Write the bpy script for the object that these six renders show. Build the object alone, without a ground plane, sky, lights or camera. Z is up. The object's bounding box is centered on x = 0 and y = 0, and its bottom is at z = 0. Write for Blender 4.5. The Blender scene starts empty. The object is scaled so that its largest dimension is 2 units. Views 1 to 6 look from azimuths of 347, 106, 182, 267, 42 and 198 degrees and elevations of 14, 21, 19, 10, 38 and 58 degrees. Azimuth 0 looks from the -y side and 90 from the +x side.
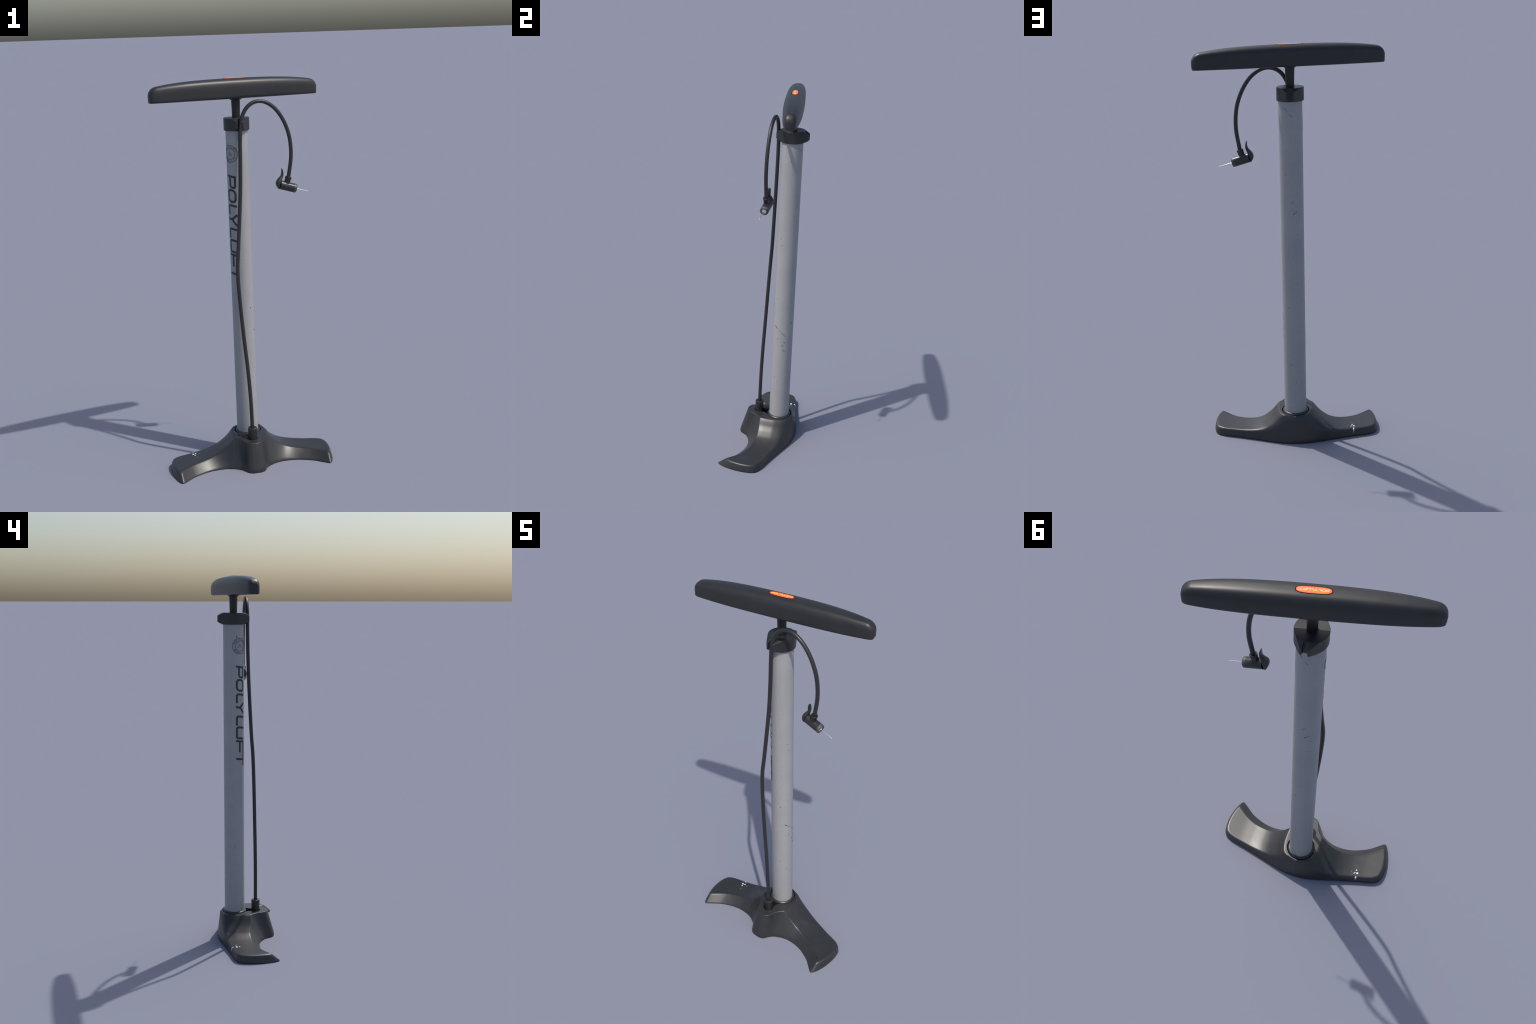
# Bicycle floor pump: wing foot, barrel, clamp collar, piston rod, T handle, hose with valve head.
import bpy, bmesh, math, random
from mathutils import Vector, Matrix

random.seed(7)
PI = math.pi
AXIS_Y = 0.0547            # pump axis stands at x = 0, y = AXIS_Y
BARREL_R = 0.0557
COL = bpy.context.scene.collection


# ------------------------------------------------------------------ helpers
def lerp(a, b, t):
    return a + (b - a) * t


def spline(pts, t):
    """Catmull-Rom through pts, t in 0..1 over the control index."""
    n = len(pts) - 1
    f = max(0.0, min(1.0, t)) * n
    i = min(int(f), n - 1)
    u = f - i
    p1, p2 = pts[i], pts[i + 1]
    p0 = pts[i - 1] if i > 0 else tuple(2 * a - b for a, b in zip(p1, p2))
    p3 = pts[i + 2] if i + 2 <= n else tuple(2 * b - a for a, b in zip(p1, p2))
    return tuple(0.5 * (2 * b + (c - a) * u + (2 * a - 5 * b + 4 * c - d) * u * u
                        + (3 * b - a - 3 * c + d) * u ** 3) for a, b, c, d in zip(p0, p1, p2, p3))


def curve1(table, x):
    """Monotone cubic through (x, y) pairs, flat outside the ends."""
    if x <= table[0][0]:
        return table[0][1]
    if x >= table[-1][0]:
        return table[-1][1]
    n = len(table)
    sl = [(table[i + 1][1] - table[i][1]) / (table[i + 1][0] - table[i][0]) for i in range(n - 1)]
    m = [sl[0]] + [0 if sl[i - 1] * sl[i] <= 0 else 2 * sl[i - 1] * sl[i] / (sl[i - 1] + sl[i])
                   for i in range(1, n - 1)] + [sl[-1]]
    for i in range(n - 1):
        x0, x1 = table[i][0], table[i + 1][0]
        if x <= x1:
            h = x1 - x0
            t = (x - x0) / h
            return ((2 * t ** 3 - 3 * t * t + 1) * table[i][1] + (t ** 3 - 2 * t * t + t) * h * m[i]
                    + (3 * t * t - 2 * t ** 3) * table[i + 1][1] + (t ** 3 - t * t) * h * m[i + 1])


def make(name, verts, faces, mat, parent=None, sharp=35.0, recalc=True):
    me = bpy.data.meshes.new(name)
    me.from_pydata([tuple(v) for v in verts], [], faces)
    if recalc:
        bm = bmesh.new()
        bm.from_mesh(me)
        bmesh.ops.remove_doubles(bm, verts=bm.verts, dist=1e-6)
        bmesh.ops.recalc_face_normals(bm, faces=bm.faces)
        bm.to_mesh(me)
        bm.free()
    me.polygons.foreach_set("use_smooth", [True] * len(me.polygons))
    me.set_sharp_from_angle(angle=math.radians(sharp))
    me.materials.append(mat)
    ob = bpy.data.objects.new(name, me)
    COL.objects.link(ob)
    ob.parent = parent
    return ob


def loft(rings, cap0=True, cap1=True):
    n = len(rings[0])
    verts = [v for r in rings for v in r]
    faces = []
    for i in range(len(rings) - 1):
        for j in range(n):
            k = (j + 1) % n
            faces.append((i * n + j, i * n + k, (i + 1) * n + k, (i + 1) * n + j))
    if cap0:
        faces.append(tuple(range(n)))
    if cap1:
        faces.append(tuple((len(rings) - 1) * n + j for j in range(n)))
    return verts, faces


def revolve(profile, frame, n=64, cap0=True, cap1=True, flute=None):
    """profile: (radius, height) pairs along frame's z axis."""
    rings = []
    for r, h in profile:
        ring = []
        for j in range(n):
            a = 2 * PI * j / n
            rr = r + (flute(a, h) if flute else 0)
            ring.append(frame @ Vector((rr * math.cos(a), rr * math.sin(a), h)))
        rings.append(ring)
    return loft(rings, cap0, cap1)


def boolean(ob, cutter, op='DIFFERENCE'):
    m = ob.modifiers.new("cut", 'BOOLEAN')
    m.operation, m.object, m.solver = op, cutter, 'EXACT'
    dg = bpy.context.evaluated_depsgraph_get()
    dg.update()
    new = bpy.data.meshes.new_from_object(ob.evaluated_get(dg))
    ob.modifiers.clear()
    old = ob.data
    ob.data = new
    new.name = old.name
    bpy.data.meshes.remove(old)
    bpy.data.objects.remove(cutter)


# ------------------------------------------------------------------ materials
def material(name, base, rough, metal=0.0, spec=0.5, coat=0.0, vary=0.25, scale=9.0, bump=0.0,
             bump_scale=600.0, grain=0.0, dust=0.0):
    m = bpy.data.materials.new(name)
    m.use_nodes = True
    nt = m.node_tree
    N, L = nt.nodes, nt.links
    b = N["Principled BSDF"]
    b.inputs["Metallic"].default_value = metal
    b.inputs["Specular IOR Level"].default_value = spec
    b.inputs["Coat Weight"].default_value = coat
    tc = N.new("ShaderNodeTexCoord")
    noise = N.new("ShaderNodeTexNoise")
    noise.inputs["Scale"].default_value = scale
    noise.inputs["Detail"].default_value = 5
    noise.inputs["Roughness"].default_value = 0.6
    L.new(tc.outputs["Object"], noise.inputs["Vector"])
    ramp = N.new("ShaderNodeValToRGB")
    lo, hi = 1 - vary, 1 + vary
    ramp.color_ramp.elements[0].position = 0.3
    ramp.color_ramp.elements[1].position = 0.72
    ramp.color_ramp.elements[0].color = (base[0] * lo, base[1] * lo, base[2] * lo, 1)
    ramp.color_ramp.elements[1].color = (base[0] * hi, base[1] * hi, base[2] * hi, 1)
    L.new(noise.outputs["Fac"], ramp.inputs["Fac"])
    col = ramp.outputs["Color"]
    fine = N.new("ShaderNodeTexNoise")
    fine.inputs["Scale"].default_value = bump_scale
    fine.inputs["Detail"].default_value = 3
    L.new(tc.outputs["Object"], fine.inputs["Vector"])
    if grain:
        mr = N.new("ShaderNodeMapRange")
        mr.inputs["From Min"].default_value = 0.3
        mr.inputs["From Max"].default_value = 0.7
        mr.inputs["To Min"].default_value = 1 - grain
        mr.inputs["To Max"].default_value = 1 + grain
        L.new(fine.outputs["Fac"], mr.inputs["Value"])
        mx = N.new("ShaderNodeMix")
        mx.data_type, mx.blend_type = 'RGBA', 'MULTIPLY'
        mx.inputs["Factor"].default_value = 1.0
        L.new(col, mx.inputs["A"])
        L.new(mr.outputs["Result"], mx.inputs["B"])
        col = mx.outputs["Result"]
    if dust:
        d = N.new("ShaderNodeTexNoise")
        d.inputs["Scale"].default_value = 28
        d.inputs["Detail"].default_value = 8
        d.inputs["Roughness"].default_value = 0.7
        L.new(tc.outputs["Object"], d.inputs["Vector"])
        dr = N.new("ShaderNodeMapRange")
        dr.inputs["From Min"].default_value = 0.5
        dr.inputs["From Max"].default_value = 0.85
        dr.inputs["To Max"].default_value = dust
        L.new(d.outputs["Fac"], dr.inputs["Value"])
        mx = N.new("ShaderNodeMix")
        mx.data_type = 'RGBA'
        mx.inputs["B"].default_value = (0.16, 0.155, 0.15, 1)
        L.new(dr.outputs["Result"], mx.inputs["Factor"])
        L.new(col, mx.inputs["A"])
        col = mx.outputs["Result"]
    L.new(col, b.inputs["Base Color"])
    rr = N.new("ShaderNodeMapRange")
    rr.inputs["To Min"].default_value = rough - 0.05
    rr.inputs["To Max"].default_value = rough + 0.05
    L.new(noise.outputs["Fac"], rr.inputs["Value"])
    L.new(rr.outputs["Result"], b.inputs["Roughness"])
    if bump:
        bp = N.new("ShaderNodeBump")
        bp.inputs["Strength"].default_value = bump
        bp.inputs["Distance"].default_value = 0.001
        L.new(fine.outputs["Fac"], bp.inputs["Height"])
        L.new(bp.outputs["Normal"], b.inputs["Normal"])
    return m


M_FOOT = material("black_moulded_plastic", (0.026, 0.026, 0.027), 0.39, spec=0.6, dust=0.10, vary=0.12)
M_HANDLE = material("black_grip_plastic", (0.024, 0.024, 0.025), 0.42, dust=0.05, vary=0.12)
M_COLLAR = material("black_clamp_plastic", (0.022, 0.022, 0.023), 0.40, vary=0.15, dust=0.08)
M_ROD = material("black_rod_enamel", (0.013, 0.013, 0.014), 0.45, vary=0.1)
M_RUBBER = material("black_hose_rubber", (0.024, 0.024, 0.025), 0.40, vary=0.1)
M_HEAD = material("worn_black_head_plastic", (0.026, 0.026, 0.027), 0.33, vary=0.2, dust=0.35)
M_WORN = material("scuffed_grey_rim", (0.085, 0.078, 0.076), 0.40, vary=0.75, scale=45)
M_BOOT = material("glossy_boot_rubber", (0.022, 0.022, 0.023), 0.20, vary=0.2, dust=0.1)
M_BARREL = material("grey_barrel_paint", (0.345, 0.345, 0.347), 0.42, vary=0.05, scale=5, bump=0.5,
                    bump_scale=230, grain=0.08)
M_PRINT = material("black_print_ink", (0.032, 0.032, 0.036), 0.5, vary=0.15, scale=60)
M_EMBLEM = material("thin_emblem_ink", (0.065, 0.065, 0.075), 0.5, vary=0.15, scale=60)
M_STAR = material("pale_star_ink", (0.19, 0.19, 0.20), 0.5, vary=0.1, scale=60)
M_DISC = material("faint_disc_ink", (0.325, 0.305, 0.325), 0.45, vary=0.04, scale=60)
M_ORANGE = material("orange_badge_enamel", (0.95, 0.20, 0.018), 0.45, vary=0.05)
M_RED = material("red_badge_edge", (0.85, 0.085, 0.025), 0.35, vary=0.05)
M_CREAM = material("cream_badge_print", (0.95, 0.72, 0.42), 0.4, vary=0.05)
M_GROOVE_SHADE = material("painted_groove_shade", (0.006, 0.006, 0.008), 0.85, spec=0.1, vary=0.1)  # near-black, almost no gloss: groove shade put into the colour
M_RUST = material("brown_scratch", (0.12, 0.078, 0.052), 0.7, vary=0.5, scale=150)
M_WHITE = material("white_paint_splash", (0.85, 0.86, 0.9), 0.2, vary=0.03)
M_STEEL = material("polished_steel", (0.85, 0.86, 0.88), 0.16, metal=1.0, vary=0.03)
M_PIN = material("reddish_pivot_pin", (0.10, 0.03, 0.025), 0.5, vary=0.2)

# ------------------------------------------------------------------ root
pump = bpy.data.objects.new("bicycle_floor_pump", None)
COL.objects.link(pump)
pump["label"] = "grey bicycle floor pump with black foot, handle and hose"
pump["category"] = "bicycle pump"

# ------------------------------------------------------------------ foot
PLATEAU_Z = 0.146
# height of the foot's top against the distance outside the plateau's side edge
SLOPE = [(0, 0.146), (0.0125, 0.1315), (0.0275, 0.1130), (0.0445, 0.0965), (0.0625, 0.0825), (0.0825, 0.0690),
         (0.1035, 0.0597), (0.1275, 0.0525), (0.1525, 0.0478), (0.19, 0.0437), (0.25, 0.0413), (0.32, 0.0418)]
SIDE = [(-0.2, 0.0872), (-0.03, 0.0874), (0.0, 0.0890), (0.045, 0.0880), (0.08, 0.0815), (0.107, 0.070),
        (0.126, 0.0435), (0.132, 0.025), (0.1365, 0.0)]


def foot_top(x, y):
    d = abs(x) - curve1(SIDE, y)
    d = 0.5 * (d + math.sqrt(d * d + 0.003 ** 2))
    return curve1(SLOPE, d)


# right half, from the middle outwards: top edge and ground edge of the front wall
FRONT_TOP = [(0, -0.130), (0.022, -0.126), (0.040, -0.113), (0.0495, -0.092), (0.0560, -0.072), (0.069, -0.050),
             (0.0870, -0.0325), (0.1, -0.0305), (0.132, -0.0265), (0.165, -0.025), (0.2, -0.0285), (0.24, -0.0375),
             (0.28, -0.05), (0.315, -0.066), (0.345, -0.0865), (0.372, -0.110), (0.3935, -0.130)]
FRONT_LOW = [(0, -0.172), (0.025, -0.170), (0.044, -0.159), (0.057, -0.138), (0.068, -0.124), (0.082, -0.111),
             (0.098, -0.1015), (0.116, -0.0925), (0.145, -0.0838), (0.18, -0.081), (0.215, -0.0835), (0.25, -0.0915),
             (0.287, -0.1065), (0.32, -0.1235), (0.348, -0.145), (0.371, -0.1635), (0.3915, -0.180)]
END_TOP = [(0.3935, -0.1300), (0.4045, -0.1180), (0.4135, -0.092), (0.4200, -0.060), (0.4230, -0.030), (0.4225, -0.002),
           (0.4175, 0.024), (0.4050, 0.0450), (0.382, 0.0580)]
END_LOW = [(0.3915, -0.1800), (0.4035, -0.1660), (0.4170, -0.134), (0.4260, -0.095), (0.4300, -0.052), (0.4295, -0.008),
           (0.4225, 0.030), (0.4060, 0.0520), (0.386, 0.0625)]
BACK_TOP = [(0, 0.1365), (0.025, 0.1345), (0.05, 0.1305), (0.08, 0.1275), (0.11, 0.1240), (0.15, 0.1165), (0.2, 0.1045),
            (0.25, 0.0925), (0.305, 0.0780), (0.345, 0.0690), (0.382, 0.0580)]
BACK_LOW = [(0, 0.154), (0.025, 0.1535), (0.05, 0.151), (0.08, 0.146), (0.11, 0.138), (0.15, 0.127), (0.2, 0.111),
            (0.25, 0.097), (0.305, 0.0815), (0.345, 0.0725), (0.386, 0.0625)]
ROUND_F = [(0, 0.003), (0.36, 0.004), (0.6, 0.007), (0.9, 0.009), (1, 0.012)]     # edge rounding along each side
ROUND_B = [(0, 0.004), (0.25, 0.012), (0.55, 0.012), (1, 0.013)]

NC, NR = 150, 56            # columns per half, rows across


def sided(top, low, s):
    """s in -1..1 -> mirrored points."""
    a, b = spline(top, abs(s)), spline(low, abs(s))
    g = -1 if s < 0 else 1
    return (g * a[0], a[1]), (g * b[0], b[1])


cols = [-1 + 2 * i / (2 * NC) for i in range(2 * NC + 1)]
rows = [j / NR for j in range(NR + 1)]
loop = []                    # (top xy, low xy, radius, grid index)
for i, s in enumerate(cols):
    loop.append(sided(FRONT_TOP, FRONT_LOW, s) + (curve1(ROUND_F, abs(s)), (i, 0)))
for j in range(1, NR):
    a, b = spline(END_TOP, rows[j]), spline(END_LOW, rows[j])
    loop.append((a[:2], b[:2], lerp(0.012, 0.014, rows[j]), (2 * NC, j)))
for i in range(2 * NC, -1, -1):
    loop.append(sided(BACK_TOP, BACK_LOW, cols[i]) + (curve1(ROUND_B, abs(cols[i])), (i, NR)))
for j in range(NR - 1, 0, -1):
    a, b = spline(END_TOP, rows[j]), spline(END_LOW, rows[j])
    loop.append(((-a[0], a[1]), (-b[0], b[1]), lerp(0.012, 0.014, rows[j]), (0, j)))
NL = len(loop)
# round the plan corners of the two wing tips
for _ in range(14):
    new = []
    for q in range(NL):
        a, b, c = loop[q - 1], loop[q], loop[(q + 1) % NL]
        k = max(0.0, min(1.0, (abs(b[0][0]) - 0.32) / 0.04))
        f = lambda m: tuple(b[m][d] + k * (0.25 * a[m][d] + 0.5 * b[m][d] + 0.25 * c[m][d] - b[m][d]) for d in (0, 1))
        new.append((f(0), f(1), b[2], b[3]))
    loop = new
inner, grid = [], {}
for q in range(NL):
    t0, t1 = Vector(loop[q - 2][0]), Vector(loop[(q + 2) % NL][0])
    d = (t1 - t0).normalized()
    k = Vector(loop[q][0])
    a = k + Vector((-d.y, d.x)) * loop[q][2]
    inner.append(a)
    grid[loop[q][3]] = a
C00, C10, C01, C11 = grid[(0, 0)], grid[(2 * NC, 0)], grid[(0, NR)], grid[(2 * NC, NR)]
for i in range(1, 2 * NC):
    u = i / (2 * NC)
    for j in range(1, NR):
        v = rows[j]
        grid[(i, j)] = (grid[(i, 0)] * (1 - v) + grid[(i, NR)] * v + grid[(0, j)] * (1 - u) + grid[(2 * NC, j)] * u
                        - (C00 * (1 - u) * (1 - v) + C10 * u * (1 - v) + C01 * (1 - u) * v + C11 * u * v))
verts, index = [], {}
for key, p in grid.items():
    index[key] = len(verts)
    verts.append((p.x, p.y, foot_top(p.x, p.y)))
faces = [(index[(i, j)], index[(i + 1, j)], index[(i + 1, j + 1)], index[(i, j + 1)])
         for i in range(2 * NC) for j in range(NR)]
prev = [index[l[3]] for l in loop]
NB, NW = 6, 14
outer_rows = []
for step in range(1, NB + NW + 1):
    row = []
    for q in range(NL):
        (kx, ky), (gx, gy), r, _ = loop[q]
        K = Vector((kx, ky, foot_top(kx, ky)))
        G = Vector((gx, gy, 0.0))
        A = Vector((inner[q].x, inner[q].y, foot_top(inner[q].x, inner[q].y)))
        W = K + (G - K).normalized() * r
        if step <= NB:
            t = step / NB
            p = A * (1 - t) ** 2 + K * 2 * t * (1 - t) + W * t * t
        else:
            t = (step - NB) / NW
            p = W.lerp(G, t)
            if step >= NB + NW - 1:      # small rounding where the wall meets the ground
                n = Vector((G.x - K.x, G.y - K.y, 0))
                n = n.normalized() if n.length > 1e-6 else n
                p = p - n * (0.003 if step == NB + NW else 0.0006)
        row.append(len(verts))
        verts.append(tuple(p))
    outer_rows.append(row)
for row in outer_rows:
    for q in range(NL):
        faces.append((prev[q], row[q], row[(q + 1) % NL], prev[(q + 1) % NL]))
    prev = row
# underside
low = [Vector(verts[i]) for i in prev]
base_row = {l[3]: prev[q] for q, l in enumerate(loop)}
for i in range(2 * NC):
    ring_a = [base_row[(i, 0)], base_row[(i + 1, 0)], base_row[(i + 1, NR)], base_row[(i, NR)]]
    if i == 0:
        ring_a = [base_row[(0, 0)], base_row[(1, 0)], base_row[(1, NR)]] + [base_row[(0, j)] for j in range(NR, 0, -1)]
    if i == 2 * NC - 1:
        ring_a = [base_row[(i, 0)]] + [base_row[(2 * NC, j)] for j in range(0, NR + 1)] + [base_row[(i, NR)]]
    faces.append(tuple(ring_a))
foot = make("foot", verts, faces, M_FOOT, pump, sharp=40)

# socket for the barrel, opening into the hose well
well = []
BOOT_Y = -0.0632
for k in range(0, 15):
    a = math.radians(-90 + 132 * k / 14)
    well.append((0.0274 * math.cos(a), BOOT_Y + 0.0274 * math.sin(a)))
well += [(0.0200, -0.034), (0.0235, -0.020)]
for k in range(0, 45):
    a = math.radians(-62 + 152 * k / 44)
    well.append((0.0702 * math.cos(a), AXIS_Y + 0.0702 * math.sin(a)))
well += [(-x, y) for x, y in reversed(well[1:-1])]
cut = make("well_cutter", *loft([[Vector((x, y, z)) for x, y in well] for z in (0.100, 0.30)]), M_GROOVE_SHADE)
cut.data.materials.clear()
cut.data.materials.append(M_FOOT)
boolean(foot, cut)
foot.data.polygons.foreach_set("use_smooth", [True] * len(foot.data.polygons))
foot.data.set_sharp_from_angle(angle=math.radians(32))

# paint splashes on the left wing
splash_v, splash_f = [], []


def splash(x, y, r, sx=1.0, sy=1.0, turn=0.0, lift=0.0009):
    c0, s0 = math.cos(turn), math.sin(turn)
    rings = []
    for rr, h in ((1.0, -0.0006), (1.0, 0.35), (0.8, 0.8), (0.45, 1.0), (0.1, 1.05)):
        ring = []
        for j in range(18):
            a = 2 * PI * j / 18
            wob = 1 + 0.10 * math.sin(3 * a + 40 * x) + 0.06 * math.sin(5 * a + 90 * y)
            px, py = r * sx * rr * wob * math.cos(a), r * sy * rr * wob * math.sin(a)
            X, Y = x + px * c0 - py * s0, y + px * s0 + py * c0
            ring.append(Vector((X, Y, foot_top(X, Y) + h * lift)))
        rings.append(ring)
    v, f = loft(rings, False, True)
    o = len(splash_v)
    splash_v.extend(v)
    splash_f.extend(tuple(i + o for i in q) for q in f)


for arg in ((-0.3018, 0.0515, 0.0052), (-0.2940, 0.0365, 0.0037), (-0.2882, 0.0550, 0.0045, 1.25, 0.58, 0.75),
            (-0.2705, 0.0505, 0.0013), (-0.2860, 0.014, 0.0009)):
    splash(*arg)
# one drop that runs over the rounded rear edge of the wing and down the wall
def wing_side(x, t):
    """Point t = 0..1 from the rear edge's rounding down the rear wall at x on the left wing."""
    lo, hi = 0.0, 1.0
    for _ in range(40):
        m = (lo + hi) / 2
        if spline(BACK_TOP, m)[0] < abs(x):
            lo = m
        else:
            hi = m
    k, g = spline(BACK_TOP, lo), spline(BACK_LOW, lo)
    r = curve1(ROUND_B, lo)
    K = Vector((-k[0], k[1], foot_top(k[0], k[1])))
    G = Vector((-g[0], g[1], 0))
    A = Vector((-k[0], k[1] - r, foot_top(k[0], k[1] - r)))
    W = K + (G - K).normalized() * r
    if t < 0.4:
        u = t / 0.4
        return A * (1 - u) ** 2 + K * 2 * u * (1 - u) + W * u * u
    return W.lerp(G, (t - 0.4) / 0.6)


rings = []
for k in range(15):
    t = lerp(0.04, 0.60, k / 14)
    w = curve1([(0, 0.0006), (0.10, 0.0030), (0.22, 0.0040), (0.36, 0.0034), (0.55, 0.0019), (1, 0.0007)], k / 14)
    c, c2 = wing_side(-0.300, t), wing_side(-0.300, t + 0.02)
    down = (c2 - c).normalized()
    side = Vector((1, 0.15, 0)).normalized()
    nrm = side.cross(down).normalized()
    if nrm.y < 0:
        nrm = -nrm
    rings.append([c + side * w * math.cos(2 * PI * j / 10) + nrm * (0.0012 * math.sin(2 * PI * j / 10) + 0.0002)
                  for j in range(10)])
v, f = loft(rings)
o = len(splash_v)
splash_v += v
splash_f += [tuple(i + o for i in q) for q in f]
drops = make("paint_splash", splash_v, splash_f, M_WHITE, foot, sharp=60)
drops["kind"] = "stuff"

# ------------------------------------------------------------------ barrel
AX = Matrix.Translation((0, AXIS_Y, 0))
barrel = make("barrel", *revolve([(BARREL_R, 0.103), (BARREL_R, 0.4), (BARREL_R, 0.8), (BARREL_R, 1.2),
                                  (BARREL_R, 1.6), (BARREL_R, 1.765)], AX, 128), M_BARREL, pump)
make("socket_ring", *revolve([(0.0552, 0.102), (0.0655, 0.102), (0.0662, 0.143), (0.0655, 0.1462), (0.0635, 0.1490),
                              (0.0600, 0.1518), (0.0575, 0.1530), (0.0552, 0.1532)], AX, 96, False, False),
     M_FOOT, foot)


# --- print engine: strokes in a flat plane, bent on to a surface
def ribbon(points, width, closed=False, step=0.003):
    """Left and right edge points of a mitred stroke, subdivided to 'step'."""
    pts = [Vector(p) for p in points]
    n = len(pts)
    offs = []
    for i in range(n):
        a = pts[i] - pts[i - 1] if (i > 0 or closed) else pts[1] - pts[0]
        b = pts[(i + 1) % n] - pts[i] if (i < n - 1 or closed) else a
        a, b = a.normalized(), b.normalized()
        na, nb = Vector((-a.y, a.x)), Vector((-b.y, b.x))
        m = (na + nb).normalized()
        offs.append(m * (width / 2 / max(0.35, m.dot(na))))
    out = []
    last = n if closed else n - 1
    for i in range(last):
        j = (i + 1) % n
        k = max(1, int((pts[j] - pts[i]).length / step))
        for q in range(k):
            t = q / k
            c, o = pts[i].lerp(pts[j], t), offs[i].lerp(offs[j], t)
            out.append((c + o, c - o))
    if not closed:
        out.append((pts[-1] + offs[-1], pts[-1] - offs[-1]))
    return out


def print_mesh(strokes, fills, bend, lift=0.0006, sink=-0.0006, across=3):
    """strokes: (ribbon, closed); fills: lists of 2D rings (from outline to centre)."""
    verts, faces = [], []
    for rib, closed in strokes:
        o, w = len(verts), across + 1
        for l, r in rib:
            for k in range(w):
                p = l.lerp(r, k / across)
                verts.append(bend(p.x, p.y, lift))
            verts.append(bend(l.x, l.y, sink))
            verts.append(bend(r.x, r.y, sink))
        s, n = w + 2, len(rib)
        for i in range(n if closed else n - 1):
            a, b = o + i * s, o + ((i + 1) % n) * s
            for k in range(across):
                faces.append((a + k, b + k, b + k + 1, a + k + 1))
            faces.append((a + w, b + w, b, a))
            faces.append((a + across, b + across, b + w + 1, a + w + 1))
        if not closed:
            for a in (o, o + (n - 1) * s):
                faces.append((a + w,) + tuple(a + k for k in range(w)) + (a + w + 1,))
    for rings in fills:
        o, n = len(verts), len(rings[0])
        for x, y in rings[0]:
            verts.append(bend(x, y, sink))
        for ring in rings:
            for x, y in ring:
                verts.append(bend(x, y, lift))
        for i in range(len(rings)):
            for j in range(n):
                k = (j + 1) % n
                faces.append((o + i * n + j, o + i * n + k, o + (i + 1) * n + k, o + (i + 1) * n + j))
    return verts, faces


def corner(p, c, q, r, n=5):
    """Rounded corner from the direction of p, round c, towards q."""
    c, p, q = Vector(c), Vector(p), Vector(q)
    a, b = c + (p - c).normalized() * r, c + (q - c).normalized() * r
    return [tuple(a * (1 - t) ** 2 + c * 2 * t * (1 - t) + b * t * t) for t in [k / n for k in range(n + 1)]]


def glyph(ch, w, h, s, r):
    """Square-shouldered capital: list of (points, closed) centre lines in a w x h box, stroke s."""
    e = s / 2
    L, R, B, T = e, w - e, e, h - e
    if ch == 'P':
        m = h * 0.36
        return [([(L, 0), (L, T - 1e-4)], False),
                ([(0, T)] + corner((0, T), (R, T), (R, m), r) + corner((R, T), (R, m), (L, m), r) + [(L + e * .9, m)], False)]
    if ch in 'OQ':
        k = r * 1.5
        out = [(corner((L, B), (L, T), (R, T), k) + corner((L, T), (R, T), (R, B), k)
                + corner((R, T), (R, B), (L, B), k) + corner((R, B), (L, B), (L, T), k), True)]
        if ch == 'Q':
            out.append(([(w * .55, h * .3), (w, -h * .05)], False))
        return out
    if ch == 'L':
        return [([(L, h)] + corner((L, h), (L, B), (w, B), r) + [(w, B)], False)]
    if ch == 'Y':
        c, y = w / 2, h * 0.44
        return [([(e * 1.2, h), (c, y), (w - e * 1.2, h)], False), ([(c, 0), (c, y)], False)]
    if ch == 'U':
        return [([(L, h)] + corner((L, h), (L, B), (R, B), r) + corner((L, B), (R, B), (R, h), r * .5)
                 + [(R, h)], False)]
    if ch == 'F':
        return [([(L, 0), (L, T - e * .98)], False), ([(0, T), (w, T)], False),
                ([(L + e * .98, h * .41), (w * .96, h * .41)], False)]
    if ch == 'T':
        return [([(0, T), (w, T)], False), ([(w / 2, 0), (w / 2, T - e * .98)], False)]
    if ch == 'A':
        return [([(e, 0), (w / 2, T), (w - e, 0)], False), ([(w * .27, h * .3), (w * .73, h * .3)], False)]
    if ch == 'I':
        return [([(w / 2, 0), (w / 2, h)], False)]
    return []


CAP = 0.0535


def on_barrel(x, y, lift):
    """x runs down the barrel from z = 1.5315, y climbs round it from the baseline; letters slant."""
    a = PI + math.radians(10.6) + y / BARREL_R
    r = BARREL_R + lift
    return (r * math.cos(a), AXIS_Y + r * math.sin(a), 1.5315 - x - 0.15 * y)


WORD = [('P', 0.0, 0.0655), ('O', 0.0690, 0.0690), ('L', 0.1470, 0.0535), ('Y', 0.1885, 0.0700), ('L', 0.2670, 0.0560),
        ('U', 0.3260, 0.0705), ('F', 0.4020, 0.0690), ('T', 0.4725, 0.0665)]
for ch, x0, w in WORD:
    st = []
    for pts, closed in glyph(ch, w, CAP, 0.0108, 0.013):
        st.append((ribbon([(x + x0, y) for x, y in pts], 0.0108, closed), closed))
    make("letter", *print_mesh(st, [], on_barrel), M_PRINT, barrel, sharp=60)

EM_Z, EM_A = 1.6340, math.radians(180 + 36.0)


def on_emblem(x, y, lift):
    a = EM_A + x / BARREL_R
    r = BARREL_R + lift
    return (r * math.cos(a), AXIS_Y + r * math.sin(a), EM_Z + y)


def circle(r, n=72):
    return [(r * math.cos(2 * PI * k / n), r * math.sin(2 * PI * k / n)) for k in range(n)]


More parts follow.
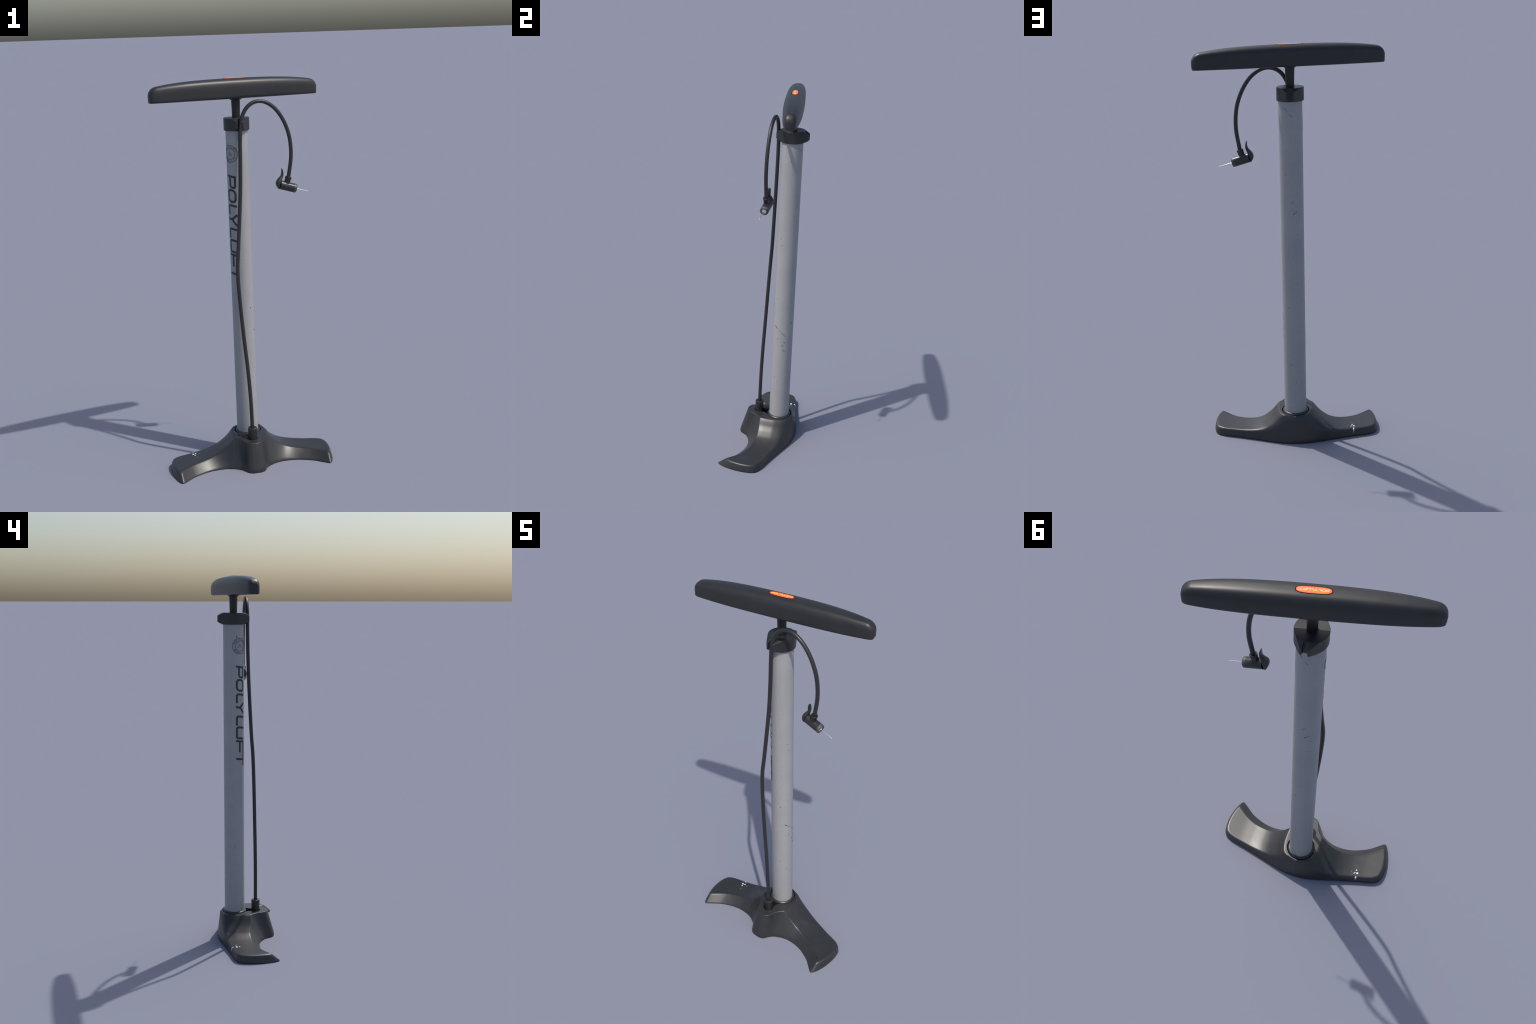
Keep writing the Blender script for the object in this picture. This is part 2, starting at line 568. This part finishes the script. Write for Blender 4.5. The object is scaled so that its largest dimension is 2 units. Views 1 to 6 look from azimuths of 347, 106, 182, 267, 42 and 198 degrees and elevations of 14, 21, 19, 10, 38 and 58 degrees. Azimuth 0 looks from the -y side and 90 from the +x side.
make("emblem_disc", *print_mesh([], [[[(x * f, y * f) for x, y in circle(0.0433)] for f in
                                     (1, .88, .76, .64, .52, .40, .28, .16, .06, .003)]], on_emblem, 0.0003), M_DISC, barrel,
     sharp=60)
rings_v = [(ribbon(circle(0.0423), 0.0024, True), True), (ribbon(circle(0.0268), 0.0024, True), True)]
em = make("emblem_ring", *print_mesh(rings_v, [], on_emblem), M_EMBLEM, barrel, sharp=60)
star = []
for k in range(3):
    a0, a1 = math.radians(90 + 120 * k), math.radians(90 + 120 * (k + 1))
    p0, p1 = Vector((math.cos(a0), math.sin(a0))) * 0.0232, Vector((math.cos(a1), math.sin(a1))) * 0.0232
    mid = (p0 + p1) * 0.12
    for q in range(10):
        t = q / 10
        star.append(tuple(p0 * (1 - t) ** 2 + mid * 2 * t * (1 - t) + p1 * t * t))
make("emblem_star", *print_mesh([], [[[(x * f, y * f) for x, y in star] for f in (1, .8, .6, .4, .2, .01)]], on_emblem),
     M_STAR, barrel, sharp=60)


def arc_text(text, radius, start, sweep, inward):
    """Small capitals set on a circle."""
    st = []
    n = len(text)
    for i, ch in enumerate(text):
        a = math.radians(start + sweep * (i + 0.5) / n)
        w, h, s = 0.0088, 0.0098, 0.0017
        for pts, closed in glyph(ch, w, h, s, 0.0020):
            out = []
            for x, y in pts:
                d = (x - w / 2)
                if inward:
                    aa, rr = a + d / radius, radius + h / 2 - y
                else:
                    aa, rr = a - d / radius, radius - h / 2 + y
                out.append((rr * math.cos(aa), rr * math.sin(aa)))
            st.append((ribbon(out, s, closed, 0.002), closed))
    return st


st = arc_text("POLYLUFT", 0.0348, 163, -146, False) + arc_text("QUALITY", 0.0348, 207, 126, True)
make("emblem_lettering", *print_mesh(st, [], on_emblem, across=2), M_EMBLEM, barrel, sharp=60)["kind"] = "stuff"


# scratches through the paint: (angle, height) start, (angle, height) end, half width
def on_skin(x, y, lift):
    a = x / BARREL_R
    r = BARREL_R + lift
    return (r * math.cos(a), AXIS_Y + r * math.sin(a), y)


SCRATCH = [(-36, .719, -17, .701, .0016), (-14, .700, 2, .686, .0007), (2, .686, 31, .657, .0009), (-22, .637, -12, .642, .0010),
           (-12, .640, -11, .649, .0007), (22, .626, 27, .619, .0020), (10, .609, 18, .598, .0016), (15, .582, 31, .565, .0014),
           (-28, .400, -20, .399, .0012), (-28, .883, -22, .880, .0009), (66, .738, 66, .730, .0013), (-18, 1.194, -15, 1.190, .0018),
           (-35, .716, -26, .706, .0018), (87, 1.266, 92, 1.271, .0012), (93, 1.272, 99, 1.279, .0006), (95, 1.214, 101, 1.218, .0018),
           (101, 1.218, 115, 1.225, .0008), (113, 1.115, 114, 1.111, .0013), (50, 1.726, 66, 1.711, .0005), (64, 1.714, 75, 1.701, .0009),
           (86, 1.690, 98, 1.675, .0009), (99, 1.709, 100, 1.705, .0012), (209, 1.734, 209, 1.725, .0008), (196, 1.690, 199, 1.674, .0016),
           (190, 1.318, 206, 1.309, .0009), (12, 1.655, 16, 1.652, .0014), (-14, 1.640, -12, 1.637, .0009), (-26, 1.23, -20, 1.226, .0012),
           (230, .92, 231, .913, .0010), (-60, .842, -59, .834, .0016), (300, .46, 306, .458, .0008), (206, .945, 207, .941, .0009),
           (186, .55, 176, .515, .0005), (160, .76, 160, .754, .0011), (-8, .382, -6, .379, .0008), (70, .43, 74, .418, .0008),
           (96, .33, 98, .326, .0011), (112, .318, 113, .313, .0009), (60, 1.41, 61, 1.402, .0007), (120, .6, 122, .595, .0009)]
st = []
for a0, z0, a1, z1, hw in SCRATCH:
    hw *= 1.35
    p, q = Vector((math.radians(a0) * BARREL_R, z0)), Vector((math.radians(a1) * BARREL_R, z1))
    n = max(4, int((q - p).length / 0.0025))
    d = (q - p).normalized()
    nn = Vector((-d.y, d.x))
    rib = []
    for k in range(n + 1):
        t = k / n
        w = hw * (0.25 + 0.9 * math.sin(PI * min(1, 0.08 + t * 0.9)) ** 0.8) * random.uniform(0.6, 1.15)
        c = p.lerp(q, t) + nn * hw * random.uniform(-0.5, 0.5)
        rib.append((c + nn * w, c - nn * w))
    st.append((rib, False))
make("scratch", *print_mesh(st, [], on_skin, lift=0.00025, across=2), M_RUST, barrel, sharp=60)["kind"] = "stuff"

# ------------------------------------------------------------------ clamp collar at the top of the barrel
Z_TOP, Z_BOT = 1.8090, 1.7470
verts, faces = [], []
quarter = []
CR, LEAVE = 0.0638, math.radians(35)
for k in range(19):
    quarter.append(CR * Vector((math.cos(LEAVE * k / 18), math.sin(LEAVE * k / 18))))
for k in range(1, 7):           # straight cheeks leave the circle at a tangent and run to the prongs
    quarter.append(CR * Vector((math.cos(LEAVE), math.sin(LEAVE)))
                   + Vector((-math.sin(LEAVE), math.cos(LEAVE))) * (0.064 * k / 6))
outline = [(p.x, p.y) for p in quarter] + [(-p.x, p.y) for p in reversed(quarter)]
outline += [(-p.x, -p.y) for p in quarter[1:]] + [(p.x, -p.y) for p in reversed(quarter[1:])]
lens = make("collar", *loft([[Vector((x, y + AXIS_Y, z)) for x, y in outline] for z in (Z_BOT - 0.01, Z_TOP + 0.01)]), M_COLLAR,
            pump)
disc = make("disc_cutter", *revolve([(0.0622, Z_BOT), (0.0866, 1.7610), (0.0866, 1.7940), (0.0622, Z_TOP)], AX, 160),
            M_COLLAR)
boolean(lens, disc, 'INTERSECT')
for sgn in (-1, 1):
    w, y0, y1 = 0.0108, 0.0630, 0.12
    box = [(-w, sgn * y0), (w, sgn * y0), (w, sgn * y1), (-w, sgn * y1)]
    c = make("slot_cutter", *loft([[Vector((x, y + AXIS_Y, z)) for x, y in box] for z in (1.70, 1.85)]), M_COLLAR)
    boolean(lens, c)
bev = lens.modifiers.new("soft_edges", 'BEVEL')
bev.width, bev.segments, bev.limit_method, bev.angle_limit = 0.0012, 2, 'ANGLE', math.radians(40)
bev.use_clamp_overlap = True
lens.data.polygons.foreach_set("use_smooth", [True] * len(lens.data.polygons))
lens.data.set_sharp_from_angle(angle=math.radians(30))

# ------------------------------------------------------------------ piston rod
make("piston_rod", *revolve([(0.0200, 1.780), (0.0202, 1.83), (0.0212, 1.87), (0.0224, 1.905), (0.0224, 1.93)], AX, 64),
     M_ROD, pump)

# ------------------------------------------------------------------ handle
H_ANG, H_LEN, H_BOT = 0.2139, 0.4477, 1.9021
P_UP, P_DN, H_MID = 2.89, 7.5, 0.457          # cross-section: rounded top, flat bottom
E_X, E_Y = Vector((math.cos(H_ANG), math.sin(H_ANG), 0)), Vector((-math.sin(H_ANG), math.cos(H_ANG), 0))
H_O = Vector((0, AXIS_Y, 0))


def closing(s, length, p):
    """1 along the grip, falling to 0 over the last 'length' as a superellipse."""
    u = max(0.0, min(1.0, (abs(s) - (H_LEN - length)) / length))
    return max(0.0, 1 - u ** p) ** (1 / p)


def handle_section(s):
    """half width, top, middle and bottom heights at s along the grip."""
    q = 10 * s * s
    w = (0.0503 - 0.0039 * q - 0.00404 * q * q) * closing(s, 0.039, 3.31)
    t = 2.0003 - 0.0055 * q - 0.0043 * q * q
    m = lerp(H_BOT, t, H_MID)
    return w, m + (t - m) * closing(s, 0.039, 2.15), m, m - (m - H_BOT) * closing(s, 0.006, 2.4)


def handle_top(s, lat):
    w, t, m, b = handle_section(s)
    return m + (t - m) * max(0.0, 1 - abs(lat / w) ** P_UP) ** (1 / P_UP)


stations = [0.40 * k / 40 for k in range(41)] + [0.40 + (H_LEN - 0.40) * math.sin(PI / 2 * (k / 40) ** 0.9) for k in range(1, 40)]
stations = [-s for s in reversed(stations[1:])] + stations
rings = []
NS = 96
for s in stations:
    w, t, m, b = handle_section(s)
    ring = []
    for j in range(NS):
        a = 2 * PI * j / NS
        a += 0.12 * math.sin(4 * a)              # spread points off the corners
        ca, sa = math.cos(a), math.sin(a)
        e = P_UP if sa >= 0 else P_DN
        lat = w * math.copysign(abs(ca) ** (2 / e), ca)
        z = m + (t - m if sa >= 0 else m - b) * math.copysign(abs(sa) ** (2 / e), sa)
        ring.append(H_O + E_X * s + E_Y * lat + Vector((0, 0, z)))
    rings.append(ring)
verts, faces = loft(rings)
handle = make("handle", verts, faces, M_HANDLE, pump, sharp=50)
make("handle_boss", *revolve([(0.0405, 1.9060), (0.0395, 1.9018), (0.036, 1.9008), (0.0315, 1.8994), (0.0280, 1.8976),
                              (0.0255, 1.8955), (0.0240, 1.8935), (0.0215, 1.8935)], AX, 64, True, False), M_HANDLE, handle,
     sharp=60)


def on_handle(x, y, lift):
    p = H_O + E_X * x + E_Y * y
    return (p.x, p.y, handle_top(x, y) + lift)


def badge_ring(a, b, f=1.0, n=80):
    out = []
    for k in range(n):
        t = 2 * PI * k / n
        ca, sa = math.cos(t), math.sin(t)
        out.append((a * f * math.copysign(abs(ca) ** 0.56, ca), b * f * math.copysign(abs(sa) ** 0.78, sa)))
    return out


FADE = (1, .93, .85, .74, .62, .5, .38, .26, .14, .04, .004)
make("badge_surround", *print_mesh([], [[badge_ring(.0628, .0178, f) for f in FADE]], on_handle, 0.0005), M_GROOVE_SHADE, handle, sharp=60)  # raised dark plate standing in for the badge's groove; nothing is cut
make("badge_lip", *print_mesh([(ribbon(badge_ring(.0642, .0192), 0.0028, True, 0.003), True)], [], on_handle, 0.0004), M_HANDLE,
     handle, sharp=30)
badge = make("badge", *print_mesh([], [[badge_ring(.0598, .0149, f) for f in FADE]], on_handle, 0.0010), M_RED, handle, sharp=60)
make("badge_field", *print_mesh([], [[badge_ring(.0577, .0133, f) for f in FADE]], on_handle, 0.0013), M_ORANGE, badge, sharp=60)
st = []
x = -0.0500
for ch, w in (('P', .0112), ('O', .0122), ('L', .0098), ('Y', .0132), ('L', .0098), ('U', .0122), ('F', .0118), ('T', .0116)):
    for pts, closed in glyph(ch, w, 0.0098, 0.0019, 0.0024):
        st.append((ribbon([(px + x + 0.15 * py, py - 0.0050) for px, py in pts], 0.0022, closed, 0.002), closed))
    x += w + 0.0010
for px, py in ((0.0525, 0.0040), (0.0525, -0.0058)):
    st.append((ribbon([(px - 0.0016, py), (px + 0.0016, py)], 0.003, False, 0.002), False))
make("badge_lettering", *print_mesh(st, [], on_handle, 0.0017, 0.0009, across=2), M_CREAM, badge, sharp=60)["kind"] = "stuff"

# ------------------------------------------------------------------ hose
HOSE = [(.2448, -.0047, 1.5061), (.2593, -.0060, 1.6113), (.2522, -.0070, 1.7066), (.2239, -.0093, 1.7870), (.1814, -.0120, 1.8482),
        (.1302, -.0140, 1.8824), (.0792, -.0165, 1.8848), (.0354, -.0191, 1.8559), (.0081, -.0210, 1.7985), (-.0002, -.0210, 1.7088),
        (-.0039, -.0228, 1.5847), (-.0115, -.0275, 1.4253), (-.0326, -.0388, 1.1725), (-.0424, -.0472, 1.0457), (-.0381, -.0525, .8987),
        (-.0252, -.0571, .7021), (-.0105, -.0610, .5159), (-.0022, -.0630, .3532), (.0008, -.0632, .2070), (.0010, -.0632, .1700)]
HN = 260
path = [Vector(spline(HOSE, k / HN)) for k in range(HN + 1)]
up = Vector((0, 1, 0))
rings = []
for i, p in enumerate(path):
    t = (path[min(i + 1, HN)] - path[max(i - 1, 0)]).normalized()
    up = (up - t * up.dot(t)).normalized()
    side = t.cross(up)
    rings.append([p + 0.0097 * (up * math.cos(2 * PI * j / 24) + side * math.sin(2 * PI * j / 24)) for j in range(24)])
hose = make("hose", *loft(rings), M_RUBBER, pump)

crimp = lambda a, h: -0.0016 * max(0.0, math.cos(11 * a + 0.4)) * max(0.0, min(1.0, (h - 0.165) / 0.02))
make("hose_boot", *revolve([(0.0266, 0.1005), (0.0264, 0.124), (0.0246, 0.137), (0.0229, 0.151), (0.0224, 0.166), (0.0232, 0.180),
                            (0.0237, 0.193), (0.0235, 0.202), (0.0228, 0.2055), (0.0212, 0.2072), (0.0128, 0.2072), (0.0112, 0.2055),
                            (0.0105, 0.200)], Matrix.Translation((0.0010, BOOT_Y, 0)), 90, True, True, crimp), M_BOOT, hose,
     sharp=50)

# ------------------------------------------------------------------ valve head
FWD = Vector((.0652, -.0012, -.0196)).normalized()
UPV = (Vector((0, 0, 1)) - FWD * FWD.z).normalized()
LAT = UPV.cross(FWD)
L_FWD = Vector((.0854, -.0015, -.0195)).normalized()      # the lever leans a little against the body
L_UPV = (Vector((0, 0, 1)) - L_FWD * L_FWD.z).normalized()
NOSE = Vector((.2824, -.0030, 1.4434))


def frame(origin, z_axis, x_axis):
    y_axis = z_axis.cross(x_axis)
    m = Matrix((x_axis, y_axis, z_axis)).transposed().to_4x4()
    m.translation = origin
    return m


F_BODY = frame(NOSE, FWD, UPV)
HR = 0.0226
head = make("valve_head", *revolve([(0.0200, -0.0915), (0.0214, -0.0905), (HR, -0.0860), (HR, -0.0800), (HR, -0.0500), (HR, -0.0150), (HR, -0.0130)],
                                   F_BODY, 64), M_HEAD, pump, sharp=45)
cut = []
for a, h in ((-.0830, .04), (-.0836, .006), (-.0862, -.006), (-.0890, -.0128), (-.12, -.0135), (-.12, .04)):
    cut.append((a, h))
boolean(head, make("tail_cutter", *loft([[NOSE + L_FWD * a + L_UPV * h + LAT * l for a, h in cut] for l in (-.05, .05)]), M_HEAD))
head.data.polygons.foreach_set("use_smooth", [True] * len(head.data.polygons))
head.data.set_sharp_from_angle(angle=math.radians(40))
make("head_rim", *revolve([(0.0224, -0.0150), (HR + .0001, -0.0128), (HR, -0.0040), (0.0216, -0.0008), (0.0196, 0.0006), (0.0134, 0.0006),
                           (0.0124, -0.0004), (0.0122, -0.0060), (0.0122, -0.0150)], F_BODY, 64, False, False), M_WORN, head, sharp=50)
make("chuck_insert", *revolve([(0.0123, -0.0120), (0.0123, -0.0016), (0.0110, -0.0008), (0.0030, -0.0008), (0.0024, 0.0020)], F_BODY, 48), M_STEEL,
     head, sharp=40)
make("inflation_needle", *revolve([(0.0021, -0.0020), (0.0021, 0.0660), (0.0016, 0.0680), (0.0008, 0.0690)], F_BODY, 20), M_STEEL, head)
F_COL = frame(Vector((.2448, -.0047, 1.5061)) - UPV * 0.0535, UPV, FWD)
flut = lambda a, h: -0.0013 * max(0.0, math.cos(8 * a)) * max(0.0, min(1.0, (h - 0.036) / 0.010))
make("hose_ferrule", *revolve([(0.0170, 0.010), (0.0163, 0.0200), (0.0152, 0.0240), (0.0148, 0.0300), (0.0155, 0.0400), (0.0166, 0.0500),
                               (0.0164, 0.0525), (0.0154, 0.0535), (0.0110, 0.0535), (0.0100, 0.0500)], F_COL, 64, True, True, flut), M_BOOT,
     head, sharp=50)
make("pivot_pin", *loft([[NOSE + FWD * (-0.0765 + 0.0030 * math.cos(2 * PI * j / 20)) + UPV * (0.002 + 0.0030 * math.sin(2 * PI * j / 20))
                          + LAT * l for j in range(20)] for l in (-0.0228, 0.0228)]), M_PIN, head, sharp=40)

# lever: S-shaped blade; rear and front edge at each height, half width across
LEVER = [(-.0150, -.0925, -.0895, .0130), (-.0120, -.0950, -.0884, .0165), (-.0070, -.0995, -.0866, .0195), (.0000, -.1048, -.0854, .0205),
         (.0080, -.1078, -.0846, .0208), (.0170, -.1080, -.0838, .0205), (.0250, -.1062, -.0830, .0185), (.0330, -.1028, -.0812, .0155),
         (.0410, -.0978, -.0798, .0122), (.0480, -.0938, -.0788, .0104), (.0550, -.0913, -.0786, .0102), (.0630, -.0910, -.0802, .0110),
         (.0710, -.0918, -.0828, .0116), (.0780, -.0932, -.0858, .0112), (.0830, -.0945, -.0884, .0095), (.0862, -.0950, -.0908, .0065),
         (.0876, -.0948, -.0926, .0030)]
rings = []
for k in range(97):
    h, back, front, w = spline(LEVER, k / 96)
    c, d = (back + front) / 2, abs(front - back) / 2
    ring = []
    for j in range(28):
        a = 2 * PI * j / 28
        ca, sa = math.cos(a), math.sin(a)
        ring.append(NOSE + L_UPV * h + L_FWD * (c + d * math.copysign(abs(ca) ** 0.72, ca)) + LAT * w * math.copysign(abs(sa) ** 0.8, sa))
    rings.append(ring)
make("lever", *loft(rings), M_HEAD, head, sharp=60)
